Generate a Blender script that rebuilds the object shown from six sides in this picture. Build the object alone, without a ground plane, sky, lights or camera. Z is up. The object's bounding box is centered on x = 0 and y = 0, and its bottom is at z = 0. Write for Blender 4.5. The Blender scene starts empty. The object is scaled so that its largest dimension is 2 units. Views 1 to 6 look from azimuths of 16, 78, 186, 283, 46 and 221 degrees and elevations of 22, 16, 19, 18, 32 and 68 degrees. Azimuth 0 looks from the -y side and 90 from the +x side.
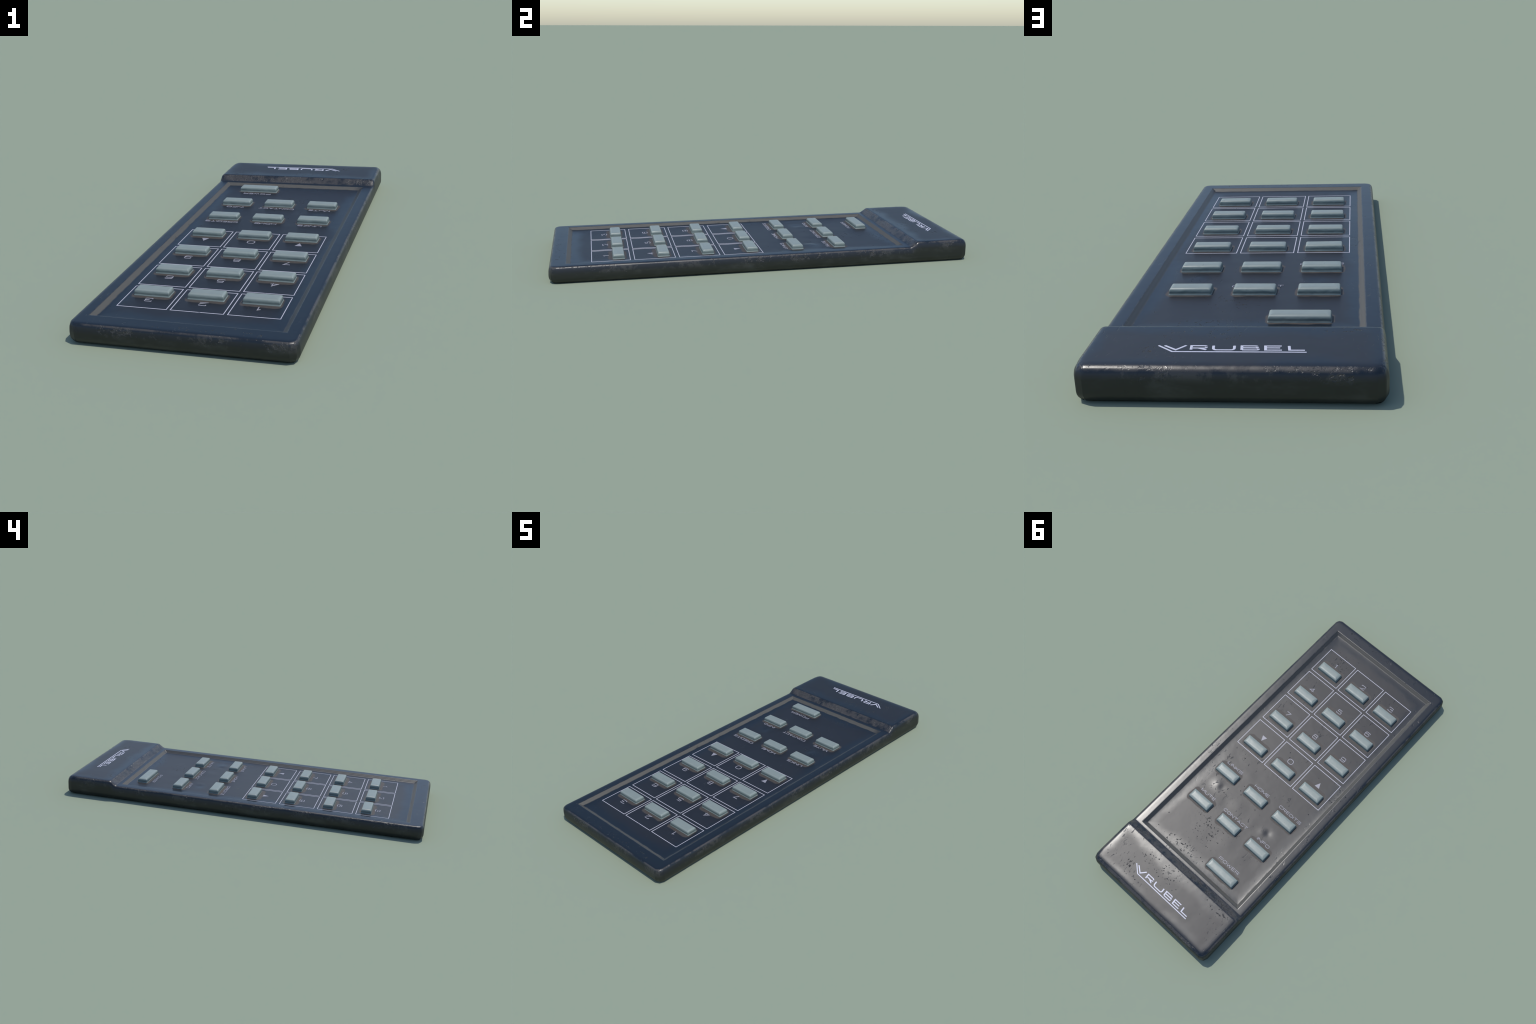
"""A hand-held remote control lying flat: navy plastic casing with a raised end,
a recessed keypad with nineteen pale keys, printed cell frames, numerals and labels."""
import bpy, math
import numpy as np

# ------------------------------------------------------------------ dimensions
HALF_W, HALF_L = 0.405, 1.0
CORNER = [(0.405, 0.968), (0.3965, 0.9895), (0.375, 1.0)]      # cut corner, first quadrant
Z_BODY, Z_HEAD, Z_FLOOR = 0.077, 0.102, 0.0640
STEP_LO, STEP_HI = 0.7045, 0.7385                            # ramp up to the raised end
REC_X, REC_Y0, REC_Y1 = 0.351, -0.923, 0.683                 # rim of the recess
WALL = 0.0160                                                # plan width of its sloped wall
KEY_HX, KEY_HY, KEY_TOP = 0.0690, 0.0280, 0.0233
POWER_HX = 0.0940
COLS = (0.2070, 0.0, -0.2070)
ROWS = (-0.685, -0.477, -0.2665, -0.0530, 0.1700, 0.3830)
POWER_AT = (-0.1585, 0.6010)
# upper edge: (distance in from the outline, drop below the top)
ROLL = [(0, .036), (.0008, .026), (.0025, .0165), (.005, .0100), (.0085, .0052),
        (.0130, .0022), (.0190, .0008), (.027, .0002), (.040, 0)]
# lower edge: (inset, height)
FOOT = [(0, .028), (.0011, .0205), (.0045, .0125), (.0100, .0055), (.0165, .0)]


def smooth(e0, e1, v):
    t = np.clip((v - e0) / (e1 - e0), 0, 1)
    return t * t * (3 - 2 * t)


def soft_ramp(t, r):
    """0..1 ramp whose two corners are rounded with half-width r."""
    def soft_pos(v):
        return np.where(v < -r, 0, np.where(v > r, v, (v + r) ** 2 / (4 * r)))
    return soft_pos(t) - soft_pos(t - 1)


# ------------------------------------------------------------------ plan outline
def half_width(y):
    a = abs(y)
    for (x0, y0), (x1, y1) in zip(CORNER[:-1], CORNER[1:]):
        if y0 <= a <= y1 + 1e-9:
            return x0 + (x1 - x0) * (a - y0) / (y1 - y0)
    return HALF_W


def edge_distance(x, y):
    ax, ay = np.abs(x), np.abs(y)
    d = np.minimum(HALF_W - ax, HALF_L - ay)
    for (x0, y0), (x1, y1) in zip(CORNER[:-1], CORNER[1:]):
        nx, ny = y1 - y0, x0 - x1
        l = math.hypot(nx, ny)
        d = np.minimum(d, ((x0 - ax) * nx + (y0 - ay) * ny) / l)
    return np.maximum(d, 0)


# ------------------------------------------------------------------ top height field
DENTS = [  # soft dents and bumps pressed into the keypad: x, y, radius, height
    (0.205, 0.249, 0.026, 0.0019), (0.172, 0.252, 0.018, -0.0012), (-0.160, 0.292, 0.024, 0.0013),
    (-0.188, 0.277, 0.018, -0.0013), (0.100, 0.300, 0.035, -0.0010), (0.03, 0.275, 0.04, 0.0006),
    (0.115, 0.10, 0.030, 0.0005), (0.235, 0.06, 0.03, -0.0004), (-0.06, 0.455, 0.045, 0.0008),
    (-0.23, 0.455, 0.04, -0.0006), (-0.085, 0.30, 0.03, 0.0005), (0.02, 0.515, 0.05, -0.0006)]


def top_height(x, y):
    d = edge_distance(x, y)
    ramp = soft_ramp((y - STEP_LO) / (STEP_HI - STEP_LO), 0.20)
    base = Z_BODY + (Z_HEAD - Z_BODY) * ramp
    # the roll is tighter round the body, broadest along the front of the raised end
    spread = 0.72 + 0.28 * ramp + 0.75 * smooth(0.93, 0.985, y)
    z = base - np.interp(d / spread, [p[0] for p in ROLL], [p[1] for p in ROLL])
    dr = np.minimum(np.minimum(REC_X - np.abs(x), y - REC_Y0), REC_Y1 - y)
    z -= (Z_BODY - Z_FLOOR) * soft_ramp(dr / WALL, 0.16)
    inside = smooth(WALL, WALL + 0.02, dr)
    z += 0.0012 * np.exp(-np.maximum(dr - WALL, 0) / 0.016) * (dr > WALL * 0.5)
    for cx, cy, r, h in DENTS:
        z += inside * h * np.exp(-((x - cx) ** 2 + (y - cy) ** 2) / r ** 2)
    return z


def fill(marks, step):
    out = []
    for a, b in zip(marks[:-1], marks[1:]):
        n = max(1, int(round((b - a) / step)))
        out += [a + (b - a) * i / n for i in range(n)]
    return out + [marks[-1]]


def build_shell():
    wall = [-.0035, -.0015, 0, .0015, .0035, .006, .009, .0125, .015, .017, .0185, .020, .022, .026, .034, .05]
    roll = [p[0] for p in ROLL]
    # columns measured from the centre of a full-width row
    right = sorted([HALF_W - d for d in roll] + [REC_X - w for w in wall])
    xs = [-v for v in reversed(right)] + right
    xs = np.array(fill(xs, 0.005))
    step = STEP_HI - STEP_LO
    ys = sorted([-HALF_L + d for d in roll] + [HALF_L - d for d in roll]
                + [REC_Y0 + w for w in wall] + [REC_Y1 - w for w in wall]
                + [-p[1] for p in CORNER[:2]] + [p[1] for p in CORNER[:2]]
                + [STEP_LO + step * t for t in (-.2, -.1, 0, .1, .2, .35, .5, .65, .8, .9, 1, 1.1, 1.2)])
    ys = [ys[0]] + [b for a, b in zip(ys[:-1], ys[1:]) if b - a > 1e-5]
    ys = np.array(fill(ys, 0.005))
    X = np.zeros((len(ys), len(xs)))
    for j, y in enumerate(ys):
        hw = half_width(y)
        # keep the distance to the side edge near it, relax towards the middle
        pull = smooth(0.20, 0.36, np.abs(xs))
        X[j] = xs - np.sign(xs) * (HALF_W - hw) * pull
    Y = np.repeat(ys[:, None], len(xs), 1)
    Z = top_height(X, Y)
    ny, nx = X.shape
    verts = np.stack([X, Y, Z], -1).reshape(-1, 3).tolist()
    faces = [(j * nx + i, j * nx + i + 1, (j + 1) * nx + i + 1, (j + 1) * nx + i)
             for j in range(ny - 1) for i in range(nx - 1)]
    ring = [i for i in range(nx)] + [j * nx + nx - 1 for j in range(1, ny)] \
        + [(ny - 1) * nx + i for i in range(nx - 2, -1, -1)] + [j * nx for j in range(ny - 2, 0, -1)]
    P = np.array([verts[k] for k in ring])
    tangent = np.roll(P, -1, 0) - np.roll(P, 1, 0)
    tangent /= np.linalg.norm(tangent[:, :2], axis=1)[:, None]
    out = np.stack([tangent[:, 1], -tangent[:, 0]], -1)
    prev = ring
    levels = [(0.0, None, .5)] + [(i, h, 1) for i, h in FOOT]
    for inset, h, mix in levels:
        z = P[:, 2] * .5 + FOOT[0][1] * .5 if h is None else np.full(len(P), h)
        base = len(verts)
        verts += np.column_stack([P[:, :2] - out * inset, z]).tolist()
        cur = list(range(base, base + len(P)))
        n = len(cur)
        faces += [(prev[k], cur[k], cur[(k + 1) % n], prev[(k + 1) % n]) for k in range(n)]
        prev = cur
    faces.append(tuple(reversed(prev)))
    return verts, faces


# ------------------------------------------------------------------ node helpers
class Graph:
    def __init__(self, name):
        self.mat = bpy.data.materials.new(name)
        self.mat.use_nodes = True
        self.t = self.mat.node_tree
        self.bsdf = self.t.nodes["Principled BSDF"]
        self.coord = self.new("ShaderNodeTexCoord").outputs["Object"]
        s = self.new("ShaderNodeSeparateXYZ")
        self.link(self.coord, s.inputs[0])
        self.x, self.y, self.z = s.outputs
        g = self.new("ShaderNodeNewGeometry")
        sn = self.new("ShaderNodeSeparateXYZ")
        self.link(g.outputs["Normal"], sn.inputs[0])
        self.nx, self.ny, self.nz = sn.outputs
        self.point = g.outputs["Pointiness"]

    def new(self, kind):
        return self.t.nodes.new(kind)

    def link(self, a, b):
        self.t.links.new(a, b)

    def put(self, v, sock):
        if isinstance(v, (int, float)):
            sock.default_value = v
        elif isinstance(v, tuple):
            sock.default_value = v if len(v) == len(sock.default_value) else (*v, 1)
        else:
            self.link(v, sock)

    def m(self, op, a, b=0.0, c=0.0, clamp=False):
        n = self.new("ShaderNodeMath")
        n.operation, n.use_clamp = op, clamp
        for v, s in zip((a, b, c), n.inputs):
            self.put(v, s)
        return n.outputs[0]

    def add(self, a, b): return self.m("ADD", a, b)
    def sub(self, a, b): return self.m("SUBTRACT", a, b)
    def mul(self, a, b): return self.m("MULTIPLY", a, b)
    def lo(self, a, b): return self.m("MINIMUM", a, b)
    def hi(self, a, b): return self.m("MAXIMUM", a, b)

    def step(self, v, e0, e1):
        """smooth 0..1 between e0 and e1 (e0 may exceed e1)."""
        n = self.new("ShaderNodeMapRange")
        n.interpolation_type = "SMOOTHSTEP"
        self.put(v, n.inputs["Value"])
        flip = e0 > e1
        n.inputs["From Min"].default_value, n.inputs["From Max"].default_value = (e1, e0) if flip else (e0, e1)
        n.inputs["To Min"].default_value, n.inputs["To Max"].default_value = (1, 0) if flip else (0, 1)
        return n.outputs[0]

    def noise(self, scale, detail=3, rough=.55, stretch=None, vec=None, dist=0.0, shift=None):
        n = self.new("ShaderNodeTexNoise")
        vec = vec or self.coord
        if stretch or shift:
            mp = self.new("ShaderNodeMapping")
            mp.inputs["Scale"].default_value = stretch or (1, 1, 1)
            mp.inputs["Location"].default_value = shift or (0, 0, 0)
            self.link(vec, mp.inputs[0])
            vec = mp.outputs[0]
        self.link(vec, n.inputs["Vector"])
        n.inputs["Scale"].default_value, n.inputs["Detail"].default_value = scale, detail
        n.inputs["Roughness"].default_value, n.inputs["Distortion"].default_value = rough, dist
        return n.outputs["Fac"]

    def voronoi(self, scale, vec=None, rand=1.0):
        n = self.new("ShaderNodeTexVoronoi")
        self.link(vec or self.coord, n.inputs["Vector"])
        n.inputs["Scale"].default_value, n.inputs["Randomness"].default_value = scale, rand
        return n.outputs["Distance"]

    def mix(self, f, a, b):
        n = self.new("ShaderNodeMix")
        n.data_type = "RGBA"
        self.put(f, n.inputs[0])
        self.put(a, n.inputs[6])
        self.put(b, n.inputs[7])
        return n.outputs[2]

    def fmix(self, f, a, b):
        n = self.new("ShaderNodeMix")
        self.put(f, n.inputs[0])
        self.put(a, n.inputs[2])
        self.put(b, n.inputs[3])
        return n.outputs[0]

    def bump(self, height, strength, distance, normal=None):
        n = self.new("ShaderNodeBump")
        self.put(height, n.inputs["Height"])
        n.inputs["Strength"].default_value, n.inputs["Distance"].default_value = strength, distance
        if normal:
            self.link(normal, n.inputs["Normal"])
        return n.outputs[0]

    def box_distance(self, cx, cy, hx, hy, x=None, y=None):
        qx = self.hi(self.sub(self.m("ABSOLUTE", self.sub(x or self.x, cx)), hx), 0.0)
        qy = self.hi(self.sub(self.m("ABSOLUTE", self.sub(y or self.y, cy)), hy), 0.0)
        return self.m("SQRT", self.add(self.mul(qx, qx), self.mul(qy, qy)))

    def blob(self, cx, cy, rx, ry):
        """soft elliptical patch, 1 in the middle."""
        ax = self.mul(self.sub(self.x, cx), 1 / rx)
        ay = self.mul(self.sub(self.y, cy), 1 / ry)
        return self.step(self.m("SQRT", self.add(self.mul(ax, ax), self.mul(ay, ay))), 1.0, 0.15)

    def finish(self, color, rough, normal=None, spec=0.5):
        b = self.bsdf
        self.put(color, b.inputs["Base Color"])
        self.put(rough, b.inputs["Roughness"])
        self.put(spec, b.inputs["Specular IOR Level"])
        if normal:
            self.link(normal, b.inputs["Normal"])
        return self.mat


# ------------------------------------------------------------------ materials
NAVY, VIOLET = (.0068, .0116, .0178), (.0108, .0116, .0150)
GRIME, SOOT = (.078, .074, .063), (.0120, .0135, .0110)
PIT_SPOTS = [(0.05, 0.49, .17, .13), (0.17, 0.80, .10, .07), (0.23, 0.89, .08, .10), (0.03, 0.80, .16, .09),
             (-0.29, 0.755, .13, .06), (0.10, 0.635, .28, .06), (0.12, 0.42, .14, .05), (0.19, -0.78, .12, .10),
             (0.23, -0.97, .12, .05), (-0.345, -0.10, .07, .22), (0.05, -0.96, .3, .04)]


def shell_material(name, keypad):
    g = Graph(name)
    # distances used by the masks
    edge = g.lo(g.sub(HALF_W, g.m("ABSOLUTE", g.x)), g.sub(HALF_L, g.m("ABSOLUTE", g.y)))
    rec = g.lo(g.sub(REC_X, g.m("ABSOLUTE", g.x)), g.lo(g.sub(g.y, REC_Y0), g.sub(REC_Y1, g.y)))
    head = g.step(g.y, STEP_LO, STEP_HI)
    cloud = g.noise(5.0, 3, .5)
    fine = g.noise(60, 4, .6)
    rag = g.noise(28, 4, .62)
    # matt, slightly violet patches away from the borders; borders stay glossier and bluer
    border = g.fmix(head, g.sub(rec, WALL), g.lo(edge, g.sub(g.y, STEP_HI)))
    matt = g.step(g.add(border, g.mul(g.sub(cloud, .5), .13)), .015, .075)
    polished = g.hi(g.blob(.215, .262, .075, .060), g.mul(g.blob(-.195, .275, .070, .055), .8))
    matt = g.mul(matt, g.fmix(g.mul(polished, g.step(rec, 0, .02)), 1.0, .25))
    color = g.mix(matt, NAVY, VIOLET)
    rough = g.fmix(matt, .31, .435)
    spec = 0.5
    # pits and scratches in a few spots
    spots = 0.0
    for s in PIT_SPOTS:
        b = g.blob(*s)
        spots = b if spots == 0.0 else g.hi(spots, b)
    speck = g.noise(95, 3, .6)
    pits = g.step(g.add(speck, g.mul(g.sub(g.mul(spots, g.step(rag, .30, .62)), 1.0), .17)), .555, .615)
    lone = g.mul(g.step(g.voronoi(26), .085, .045), g.step(g.noise(9, 2), .52, .60))
    pits = g.hi(pits, g.mul(lone, .8))
    streak = g.noise(30, 4, .65, stretch=(2.2, .8, 1), dist=.8)
    scuff = g.mul(g.step(streak, .60, .70), g.step(g.noise(4.5, 2, shift=(3, 1, 0)), .5, .62))
    color = g.mix(g.mul(pits, .6), color, (.030, .028, .026))
    rough = g.add(rough, g.mul(pits, .22))
    spec = g.fmix(pits, .5, .40)
    up = g.step(g.nz, .70, .93)
    if keypad:
        # sloped wall of the recess is full of dust, with a ragged lower edge
        wall = g.step(g.add(rec, g.mul(g.sub(rag, .5), .012)), WALL + .006, WALL - .001)
        wall = g.mul(wall, g.step(rec, -.001, .002))
        wall = g.mul(wall, g.fmix(g.step(g.x, .30, .34), 1.0, .45))
        color = g.mix(g.mul(wall, .95), color, GRIME)
        rough = g.fmix(wall, rough, .58)
        # grime that has collected round each key
        near = None
        col = g.m("ROUND", g.mul(g.x, 1 / COLS[0]))
        col = g.hi(g.lo(col, 1.0), -1.0)
        xf = g.sub(g.x, g.mul(col, COLS[0]))
        for r in ROWS:
            d = g.box_distance(0, r - .0055, KEY_HX - .012, KEY_HY - .006, x=xf)
            near = d if near is None else g.lo(near, d)
        near = g.lo(near, g.box_distance(POWER_AT[0], POWER_AT[1] - .002, POWER_HX - .012, KEY_HY - .010))
        near = g.add(near, g.mul(g.sub(g.noise(16, 3, .55), .5), .022))
        halo = g.step(near, .0235, .0165)
        color = g.mix(g.mul(halo, .85), color, (.066, .056, .049))
        rough = g.fmix(halo, rough, .60)
        spec = g.fmix(halo, spec, .45)
    else:
        # flanks: soot with dusty cloudy patches, paler towards the ground
        flank = g.step(g.nz, .62, .25)
        low = g.step(g.z, .040, .004)
        haze = g.step(g.add(g.noise(7, 5, .62, stretch=(1, 1, 2.2), shift=(0, 4, 0)), g.mul(low, .08)), .48, .74)
        side = g.mix(haze, SOOT, (.034, .036, .033))
        side = g.mix(g.mul(low, .35), side, (.030, .032, .026))
        topblue = g.mul(g.step(g.sub(g.z, g.mul(head, .025)), .040, .056), .8)
        side = g.mix(topblue, side, (.0085, .0105, .0165))
        color = g.mix(flank, color, side)
        rough = g.fmix(flank, rough, .44)
        # worn edges: a ragged pale band that follows the rolled upper edge
        band = g.mul(g.step(g.nz, .985, .90), g.step(g.nz, .45, .72))
        band = g.mul(band, g.step(g.z, .03, .045))
        patch = g.noise(6.5, 5, .66, shift=(1, 2, 5))
        worn = g.mul(band, g.step(g.add(patch, g.mul(g.sub(rag, .5), .40)), .36, .54))
        upper = g.step(g.sub(g.z, g.mul(head, .022)), .030, .060)
        below = g.mul(g.mul(g.step(g.nz, .80, .45), upper), g.step(g.add(patch, g.mul(g.sub(fine, .5), .45)), .50, .60))
        gloss = g.step(g.nz, .30, .60)
        gloss = g.mul(gloss, g.step(g.nz, .995, .95))
        rough = g.fmix(g.mul(gloss, g.step(rag, .62, .42)), rough, g.fmix(head, .36, .25))
        color = g.mix(g.mul(worn, .85), color, (.063, .058, .054))
        color = g.mix(g.mul(below, .70), color, (.047, .045, .043))
        chips = g.mul(g.hi(worn, below), g.step(fine, .50, .58))
        chips = g.mul(chips, g.step(g.noise(5, 2, shift=(4, 4, 4)), .45, .58))
        pits = g.hi(pits, chips)
        # dust caught on the ramp below the raised end
        ramp = g.mul(g.step(g.y, STEP_LO - .002, STEP_LO + .008), g.step(g.y, STEP_HI + .003, STEP_HI - .008))
        ramp = g.mul(g.mul(ramp, up), g.step(g.add(g.noise(9, 5, .70, shift=(7, 0, 1)), g.mul(g.sub(fine, .5), .40)), .52, .62))
        color = g.mix(g.mul(ramp, .62), color, (.036, .033, .031))
        rim = g.step(rec, -.004, -.0005)
        color = g.mix(g.mul(rim, g.mul(g.step(rag, .35, .6), .5)), color, GRIME)
    height = g.add(g.mul(pits, -1.0), g.mul(scuff, -.35))
    n = g.bump(g.noise(11, 2, .5), .35, .0022)
    n = g.bump(height, .8, .0022, n)
    n = g.bump(g.noise(240, 2, .6), .05, .001, n)
    return g.finish(color, rough, n, spec)


def key_material():
    g = Graph("pale_key_plastic")
    info = g.new("ShaderNodeObjectInfo")
    shift = g.new("ShaderNodeVectorMath")
    shift.operation = "ADD"
    comb = g.new("ShaderNodeCombineXYZ")
    for s in comb.inputs:
        g.link(g.mul(info.outputs["Random"], 37.0), s)
    g.link(g.coord, shift.inputs[0])
    g.link(comb.outputs[0], shift.inputs[1])
    v = shift.outputs[0]
    cloud = g.noise(22, 3, .55, vec=v)
    color = g.mix(cloud, (.188, .224, .208), (.226, .262, .243))
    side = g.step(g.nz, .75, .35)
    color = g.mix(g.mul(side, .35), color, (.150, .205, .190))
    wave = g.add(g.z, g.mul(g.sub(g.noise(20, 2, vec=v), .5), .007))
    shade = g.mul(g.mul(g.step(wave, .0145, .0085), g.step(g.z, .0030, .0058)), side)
    color = g.mix(g.mul(shade, .60), color, (.060, .088, .085))  # shading on the lower key sides, painted into the colour as a wavy band
    lip = g.step(g.z, .0040, .0024)
    color = g.mix(g.mul(lip, .5), color, (.27, .31, .285))
    crest = g.mul(g.step(g.nz, .50, .75), g.step(g.nz, .985, .92))
    color = g.mix(g.mul(crest, .35), color, (.27, .315, .295))
    speck = g.mul(g.step(g.noise(90, 3, .6, vec=v), .66, .72), g.step(g.noise(18, 2, vec=v), .55, .62))
    color = g.mix(g.mul(speck, .6), color, (.07, .075, .068))
    lump = g.mul(g.sub(g.noise(19, 2, .5, vec=v, stretch=(1, 1, 1.6)), .5), g.fmix(side, .22, 1.0))
    n = g.bump(lump, .75, .0055)
    n = g.bump(g.noise(70, 2, .5, vec=v), .06, .0015, n)
    return g.finish(color, g.fmix(cloud, .34, .44), n)


def ink_material(name, tone, chips):
    g = Graph(name)
    wear = g.step(g.noise(120, 3, .6), .50, .62)
    bite = g.mul(g.step(g.noise(35, 4, .65, shift=(2, 9, 4)), .68 - chips, .74 - chips), 1.0)
    color = g.mix(g.mul(wear, .15), tone, (.30, .29, .31))
    color = g.mix(g.mul(bite, .8), color, (.02, .022, .03))
    return g.finish(color, .42)


# ------------------------------------------------------------------ mesh helpers
def add_object(name, mesh, parent, loc=(0, 0, 0)):
    ob = bpy.data.objects.new(name, mesh)
    bpy.context.scene.collection.objects.link(ob)
    ob.parent, ob.location = parent, loc
    return ob


def new_mesh(name, verts, faces, mat, smooth_shade=True):
    me = bpy.data.meshes.new(name)
    me.from_pydata([tuple(v) for v in verts], [], faces)
    me.update()
    me.polygons.foreach_set("use_smooth", [smooth_shade] * len(me.polygons))
    me.materials.append(mat)
    return me


def split_shell(verts, faces):
    """one continuous surface, divided into casing, keypad and raised end by region."""
    V = np.array(verts)
    whole = bpy.data.meshes.new("whole")
    whole.from_pydata(verts, [], faces)
    whole.update()
    normals = np.zeros(len(V) * 3, np.float32)
    whole.vertex_normals.foreach_get("vector", normals)
    normals = normals.reshape(-1, 3)
    bpy.data.meshes.remove(whole)
    regions = {"casing": [], "control_panel": [], "raised_end": []}
    for f in faces:
        if len(f) > 4:
            regions["casing"].append(f)
            continue
        cx, cy, cz = V[list(f)].mean(0)
        if abs(cx) < REC_X and REC_Y0 < cy < REC_Y1 and cz > .05:
            regions["control_panel"].append(f)
        elif cy > STEP_LO:
            regions["raised_end"].append(f)
        else:
            regions["casing"].append(f)
    out = {}
    for name, fs in regions.items():
        used = sorted({i for f in fs for i in f})
        index = {o: k for k, o in enumerate(used)}
        out[name] = (V[used], [tuple(index[i] for i in f) for f in fs], normals[used])
    return out


def key_mesh(name, hx, hy, mat):
    # (inset, height) from the lip at the base to the crowned top
    prof = [(-.0004, -.004), (-.0004, .0018), (-.0001, .0026), (.0005, .0034), (.0009, .0090), (.0016, .0145), (.0026, .0176),
            (.0045, .0200), (.0075, .0217), (.0112, .0228), (.0155, KEY_TOP), (.0200, KEY_TOP + .0002)]
    verts, faces, seg = [], [], 4
    def ring(inset, z):
        r = max(.0010, .0036 - max(inset, 0) * .3)
        pts, ax, ay = [], hx - inset, hy - inset
        corners = [(1, 1, 0), (-1, 1, 90), (-1, -1, 180), (1, -1, 270)]
        loop = []
        for sx, sy, a0 in corners:
            for k in range(seg + 1):
                a = math.radians(a0 + 90 * k / seg)
                loop.append((sx * (ax - r) + r * math.cos(a), sy * (ay - r) + r * math.sin(a)))
        return [(x, y, z) for x, y in loop]
    n = 4 * (seg + 1)
    for inset, z in prof:
        verts += ring(inset, z)
    for k in range(len(prof) - 1):
        for i in range(n):
            j = (i + 1) % n
            faces.append((k * n + i, k * n + j, (k + 1) * n + j, (k + 1) * n + i))
    faces.append(tuple((len(prof) - 1) * n + i for i in range(n)))
    return new_mesh(name, verts, faces, mat)


# ------------------------------------------------------------------ stroke lettering
def rounded(points, r, closed=False, seg=5):
    """polyline with its inner corners rounded; r is one radius or one per point."""
    P = [np.array(p, float) for p in points]
    n, out = len(P), []
    for i, p in enumerate(P):
        ri = r[i] if isinstance(r, (list, tuple)) else r
        if (not closed and i in (0, n - 1)) or ri <= 0:
            out.append(p)
            continue
        a, b = P[i - 1] - p, P[(i + 1) % n] - p
        la, lb = np.linalg.norm(a), np.linalg.norm(b)
        t = min(ri, la * .5, lb * .5)
        s, e = p + a / la * t, p + b / lb * t
        for k in range(seg + 1):
            q = k / seg
            out.append((1 - q) ** 2 * s + 2 * q * (1 - q) * p + q * q * e)
    return out


def ribbon(points, width, z0, z1, closed=False):
    """flat-topped raised stroke with mitred joints and a small bevel along its rims."""
    P = np.array(points)
    n = len(P)
    if closed:
        d_in, d_out = P - np.roll(P, 1, 0), np.roll(P, -1, 0) - P
    else:
        seg = np.diff(P, axis=0)
        d_in, d_out = np.vstack([seg[:1], seg]), np.vstack([seg, seg[-1:]])
    d_in = d_in / np.linalg.norm(d_in, axis=1)[:, None]
    d_out = d_out / np.linalg.norm(d_out, axis=1)[:, None]
    n_in = np.column_stack([-d_in[:, 1], d_in[:, 0]])
    m = n_in + np.column_stack([-d_out[:, 1], d_out[:, 0]])
    m /= np.linalg.norm(m, axis=1)[:, None]
    m /= np.maximum((m * n_in).sum(1), .35)[:, None]
    h, bev = width / 2, min(width * .18, .0006)
    rails = [(h, z0), (h, z1 - bev), (h - bev, z1), (-h + bev, z1), (-h, z1 - bev), (-h, z0)]
    verts = [(*(P[i] + m[i] * o), z) for o, z in rails for i in range(n)]
    faces, k = [], len(rails)
    for r in range(k - 1):
        for i in range(n if closed else n - 1):
            j = (i + 1) % n
            faces.append((r * n + i, (r + 1) * n + i, (r + 1) * n + j, r * n + j)[::-1])
    if not closed:
        faces.append(tuple(r * n for r in range(k)))
        faces.append(tuple(r * n + n - 1 for r in reversed(range(k))))
    return verts, faces


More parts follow.
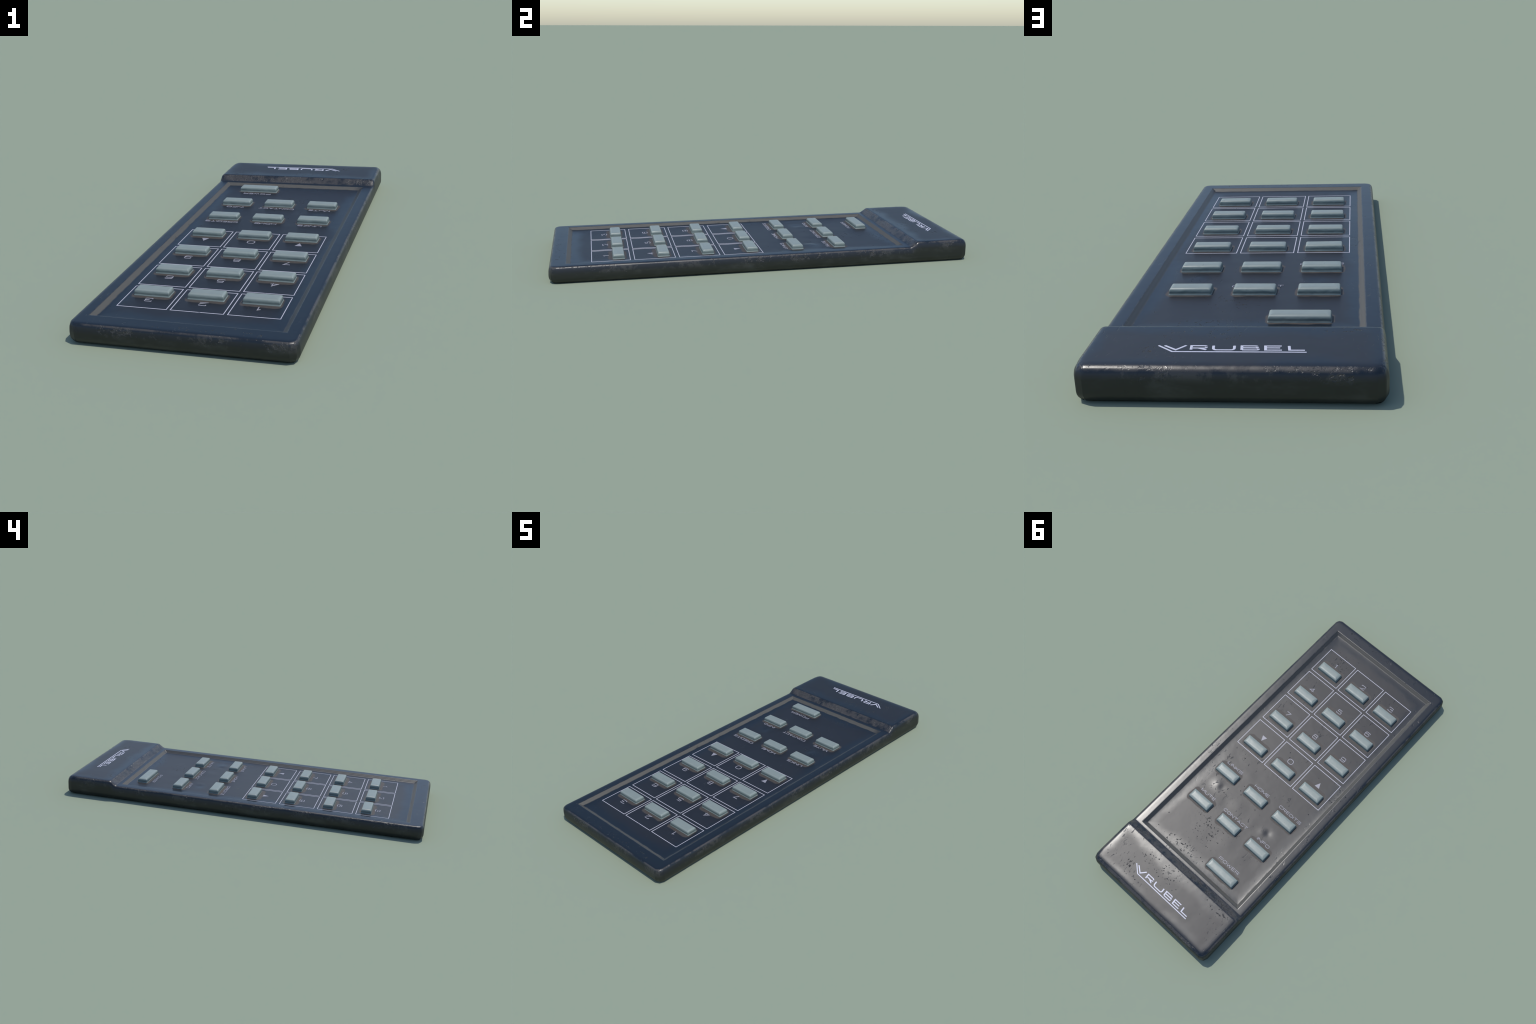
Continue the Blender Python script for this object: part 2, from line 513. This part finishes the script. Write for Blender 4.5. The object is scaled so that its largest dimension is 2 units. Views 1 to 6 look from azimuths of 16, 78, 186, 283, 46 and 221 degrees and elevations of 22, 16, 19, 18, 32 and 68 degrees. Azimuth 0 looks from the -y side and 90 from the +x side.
# wide rounded sans: strokes on a unit box; (points, corner radius, closed)
O_SHAPE = [([(0, 0), (1, 0), (1, 1), (0, 1)], .46, True)]
GLYPHS = {
    "A": [([(0, 0), (.5, 1), (1, 0)], 0, False), ([(.2, .30), (.8, .30)], 0, False)],
    "B": [([(0, 0), (0, 1), (.93, 1), (.93, .52), (.05, .52)], [0, 0, .28, .28, 0], False),
          ([(.06, .5), (1, .5), (1, 0), (0.02, 0)], [0, .28, .28, 0], False)],
    "C": [([(1, .80), (1, 1), (0, 1), (0, 0), (1, 0), (1, .20)], .40, False)],
    "D": [([(0, 0), (1, 0), (1, 1), (0, 1)], [0, .42, .42, 0], True)],
    "E": [([(1, 1), (0, 1), (0, 0), (1, 0)], 0, False), ([(0.03, .52), (.9, .52)], 0, False)],
    "F": [([(1, 1), (0, 1), (0, 0)], 0, False), ([(0.03, .5), (.88, .5)], 0, False)],
    "H": [([(0, 0), (0, 1)], 0, False), ([(1, 0), (1, 1)], 0, False), ([(0.02, .5), (.98, .5)], 0, False)],
    "I": [([(0, 0), (0, 1)], 0, False)],
    "K": [([(0, 0), (0, 1)], 0, False), ([(1, 1), (.16, .52), (1, 0)], 0, False), ([(0.02, .52), (.2, .52)], 0, False)],
    "L": [([(0, 1), (0, 0), (1, 0)], 0, False)],
    "M": [([(0, 0), (0, 1), (.5, .12), (1, 1), (1, 0)], 0, False)],
    "N": [([(0, 0), (0, 1), (1, 0), (1, 1)], 0, False)],
    "O": O_SHAPE,
    "P": [([(0, 0), (0, 1), (1, 1), (1, .42), (.04, .42)], [0, 0, .28, .28, 0], False)],
    "R": [([(0, 0), (0, 1), (1, 1), (1, .42), (.04, .42)], [0, 0, .28, .28, 0], False), ([(.50, .40), (1, 0)], 0, False)],
    "S": [([(1, .80), (1, 1), (0, 1), (0, .52), (1, .52), (1, 0), (0, 0), (0, .20)], .24, False)],
    "T": [([(0, 1), (1, 1)], 0, False), ([(.5, .98), (.5, 0)], 0, False)],
    "U": [([(0, 1), (0, 0), (1, 0), (1, 1)], .42, False)],
    "W": [([(0, 1), (.26, 0), (.5, .9), (.74, 0), (1, 1)], 0, False)],
    "0": O_SHAPE,
    "1": [([(.25, .78), (.62, 1), (.62, 0)], 0, False)],
    "2": [([(0, .74), (0, 1), (.98, 1), (.98, .50), (0, .0), (1.02, 0)], [0, .5, .5, .40, 0, 0], False)],
    "3": [([(0, .78), (0, 1), (.94, 1), (.94, .54), (.3, .54)], [0, .5, .5, .5, 0], False),
          ([(.4, .52), (1, .52), (1, 0), (0, 0), (0, .24)], [0, .5, .5, .5, 0], False)],
    "4": [([(.72, 0), (.72, 1), (0, .28), (1.02, .28)], 0, False)],
    "5": [([(.92, 1), (.12, 1), (.06, .54), (1, .64), (1, 0), (0, 0), (0, .20)], [0, 0, .05, .5, .5, .5, 0], False)],
    "6": [([(0, .60), (1, .60), (1, 0), (0, 0)], .5, True), ([(0, .30), (0, 1), (1, 1), (1, .80)], [0, .55, .5, 0], False)],
    "7": [([(0, 1), (1, 1), (.30, 0)], 0, False)],
    "8": [([(.06, .54), (.94, .54), (.94, 1), (.06, 1)], .5, True), ([(0, 0), (1, 0), (1, .53), (0, .53)], .5, True)],
    "9": [([(0, .40), (1, .40), (1, 1), (0, 1)], .5, True), ([(1, .70), (1, 0), (0, 0), (0, .20)], [0, .55, .5, 0], False)],
}
NARROW = {"I": .0, "M": 1.10, "W": 1.25, "E": .86, "F": .84, "L": .82}


def glyph_parts(ch, left, w, h, stroke, lean=0.0):
    """strokes of one letter: baseline-left corner at (left, 0), outer size w x h."""
    iw, ih = max(w - stroke, 0), h - stroke
    out = []
    for pts, r, closed in GLYPHS[ch]:
        ps = [(left + stroke / 2 + px * iw, stroke / 2 + py * ih) for px, py in pts]
        s = min(iw, ih) if iw > 0 else ih
        rr = [v * s * 1.05 for v in r] if isinstance(r, list) else r * s * 1.05
        path = rounded(ps, rr, closed, seg=8 if closed else 6)
        out.append(([(x + lean * y, y) for x, y in path], closed))
    return out


def strokes_mesh(name, parts, stroke, centre, z, raise_by, mat, gap=.00012, wide=1.0):
    """wide > 1 thickens upright strokes; text reads from the raised end: its right is -x and its up is -y."""
    verts, faces = [], []
    for k, (path, closed) in enumerate(parts):
        v, f = ribbon([(-x / wide, -y) for x, y in path], stroke, z - .0015, z + raise_by + gap * k, closed)
        v = [(centre[0] + x * wide, centre[1] + y, h) for x, y, h in v]
        faces += [tuple(i + len(verts) for i in q) for q in f]
        verts += v
    return new_mesh(name, verts, faces, mat, False)


def word_mesh(name, word, total, h, stroke, centre, z, raise_by, mat):
    rel = [NARROW.get(c, 1.0) for c in word]
    gap = stroke * 1.05
    fixed = gap * (len(word) - 1) + sum(stroke for c in word if c == "I")
    unit = (total - fixed) / sum(rel)
    parts, left = [], -total / 2
    for c, r in zip(word, rel):
        w = stroke if c == "I" else unit * r
        parts += [([(x, y - h / 2) for x, y in p], cl) for p, cl in glyph_parts(c, left, w, h, stroke)]
        left += w + gap
    return strokes_mesh(name, parts, stroke, centre, z, raise_by, mat)


# ------------------------------------------------------------------ assembly
remote = bpy.data.objects.new("remote_control", None)
bpy.context.scene.collection.objects.link(remote)
remote["label"] = "worn navy remote control with pale teal keys"
remote["category"] = "remote control"

shell_mat = shell_material("navy_casing_plastic", False)
panel_mat = shell_material("navy_keypad_plastic", True)
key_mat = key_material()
line_mat = ink_material("frame_ink", (.47, .46, .51), 0.0)
text_mat = ink_material("label_ink", (.27, .265, .30), 0.02)
logo_mat = ink_material("logo_ink", (.52, .52, .60), -.04)

parts = {}
for region, (v, f, nrm) in split_shell(*build_shell()).items():
    me = new_mesh(region, v, f, panel_mat if region == "control_panel" else shell_mat)
    me.normals_split_custom_set_from_vertices([tuple(map(float, q)) for q in nrm])
    parts[region] = add_object(region, me, remote)
panel, cap = parts["control_panel"], parts["raised_end"]

# keys
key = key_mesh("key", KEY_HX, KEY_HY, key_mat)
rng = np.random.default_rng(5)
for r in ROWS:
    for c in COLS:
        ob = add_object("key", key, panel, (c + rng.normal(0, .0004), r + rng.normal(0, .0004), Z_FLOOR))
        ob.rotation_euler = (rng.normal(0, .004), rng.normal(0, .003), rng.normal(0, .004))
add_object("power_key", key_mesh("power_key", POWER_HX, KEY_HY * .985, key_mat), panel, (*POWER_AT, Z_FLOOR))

# printed frames round the number keys
CELL_X = [(.3025, .1110), (.0995, -.0995), (-.1110, -.3025)]
CELL_Y = [(-.8110, -.6315), (-.6150, -.4230), (-.4070, -.2130), (-.1940, -.0045)]
LINE = .0036
for y0, y1 in CELL_Y:
    for x1, x0 in CELL_X:
        h = LINE / 2
        v, f = ribbon([(x0 + h, y0 + h), (x1 - h, y0 + h), (x1 - h, y1 - h), (x0 + h, y1 - h)], LINE, -.0012, .0005, True)
        add_object("cell_frame", new_mesh("cell_frame", v, f, line_mat, False), panel, (0, 0, Z_FLOOR))

# numerals and arrows, printed below each key as seen from the raised end's far side
NUMERALS = [("1", "2", "3"), ("4", "5", "6"), ("7", "8", "9"), ("down", "0", "up")]
DIGIT_Y = (-.7420, -.5335, -.3235, -.1165)
for row, y in zip(NUMERALS, DIGIT_Y):
    for ch, cx in zip(row, COLS):
        if ch in GLYPHS:
            w, h, s = (.0360 if ch == "0" else .0310), .0285 if ch != "0" else .0320, .0040
            ps = [([(px - w / 2, py - h / 2) for px, py in p], cl) for p, cl in glyph_parts(ch, 0, w, h, s)]
            add_object("numeral", strokes_mesh("numeral", ps, s, (cx, y), 0, .0006, text_mat), panel, (0, 0, Z_FLOOR))
        else:
            sgn = 1 if ch == "down" else -1
            tri = [(cx - .0152, y - sgn * .0150), (cx + .0152, y - sgn * .0150), (cx, y + sgn * .0170)]
            if sgn < 0:
                tri.reverse()
            vs = [(px, py, zz) for zz in (-.001, .0007) for px, py in tri]
            fs = [(3, 4, 5), (2, 1, 0)] + [(k, (k + 1) % 3, 3 + (k + 1) % 3, 3 + k) for k in range(3)]
            add_object("arrow_mark", new_mesh("arrow_mark", vs, fs, text_mat, False), panel, (0, 0, Z_FLOOR))

# worded labels
LABELS = [("LINKS", .107, .2010, ROWS[4] - .0525), ("HOME", .103, -.0015, ROWS[4] - .0515), ("CREDITS", .153, -.2060, ROWS[4] - .0525),
          ("MUTE", .101, .2015, ROWS[5] - .0520), ("CONTACT", .171, -.0045, ROWS[5] - .0510), ("INFO", .084, -.2060, ROWS[5] - .0520),
          ("POWER", .140, -.1570, POWER_AT[1] - .0560)]
for word, total, cx, cy in LABELS:
    add_object("key_label", word_mesh("key_label", word, total, .0172, .0028, (cx, cy), 0, .0007, text_mat), panel, (0, 0, Z_FLOOR))

# maker's wordmark on the raised end: letters over a long underline with a slanted start
LOGO = [("R", .1120, .0660), ("U", .0530, -.0080), ("B", -.0225, -.0720), ("E", -.0850, -.1330), ("L", -.1480, -.1930)]
BASE_Y, CAP_Y, S, BOLD = .8945, .8645, .0053, 1.40
for ch, x0, x1 in LOGO:
    ps = glyph_parts(ch, 0, x0 - x1, BASE_Y - CAP_Y, S, lean=-.10 if ch != "L" else -.12)
    add_object("logo_letter", strokes_mesh("logo_letter", ps, S, (x0, BASE_Y), 0, .0008, logo_mat, wide=BOLD), cap, (0, 0, Z_HEAD))
v_parts = [([(-.1840, -.8670), (-.1500, -.8925), (-.1270, -.8660)], False)]
add_object("logo_letter", strokes_mesh("logo_letter", v_parts, S, (0, 0), 0, .0008, logo_mat, wide=BOLD), cap, (0, 0, Z_HEAD))
u_parts = [([(-.2010, -.8670), (-.1570, -.9035), (.1950, -.9035)], False)]
add_object("logo_underline", strokes_mesh("logo_underline", u_parts, .0048, (0, 0), 0, .0008, logo_mat, wide=1.25), cap, (0, 0, Z_HEAD))
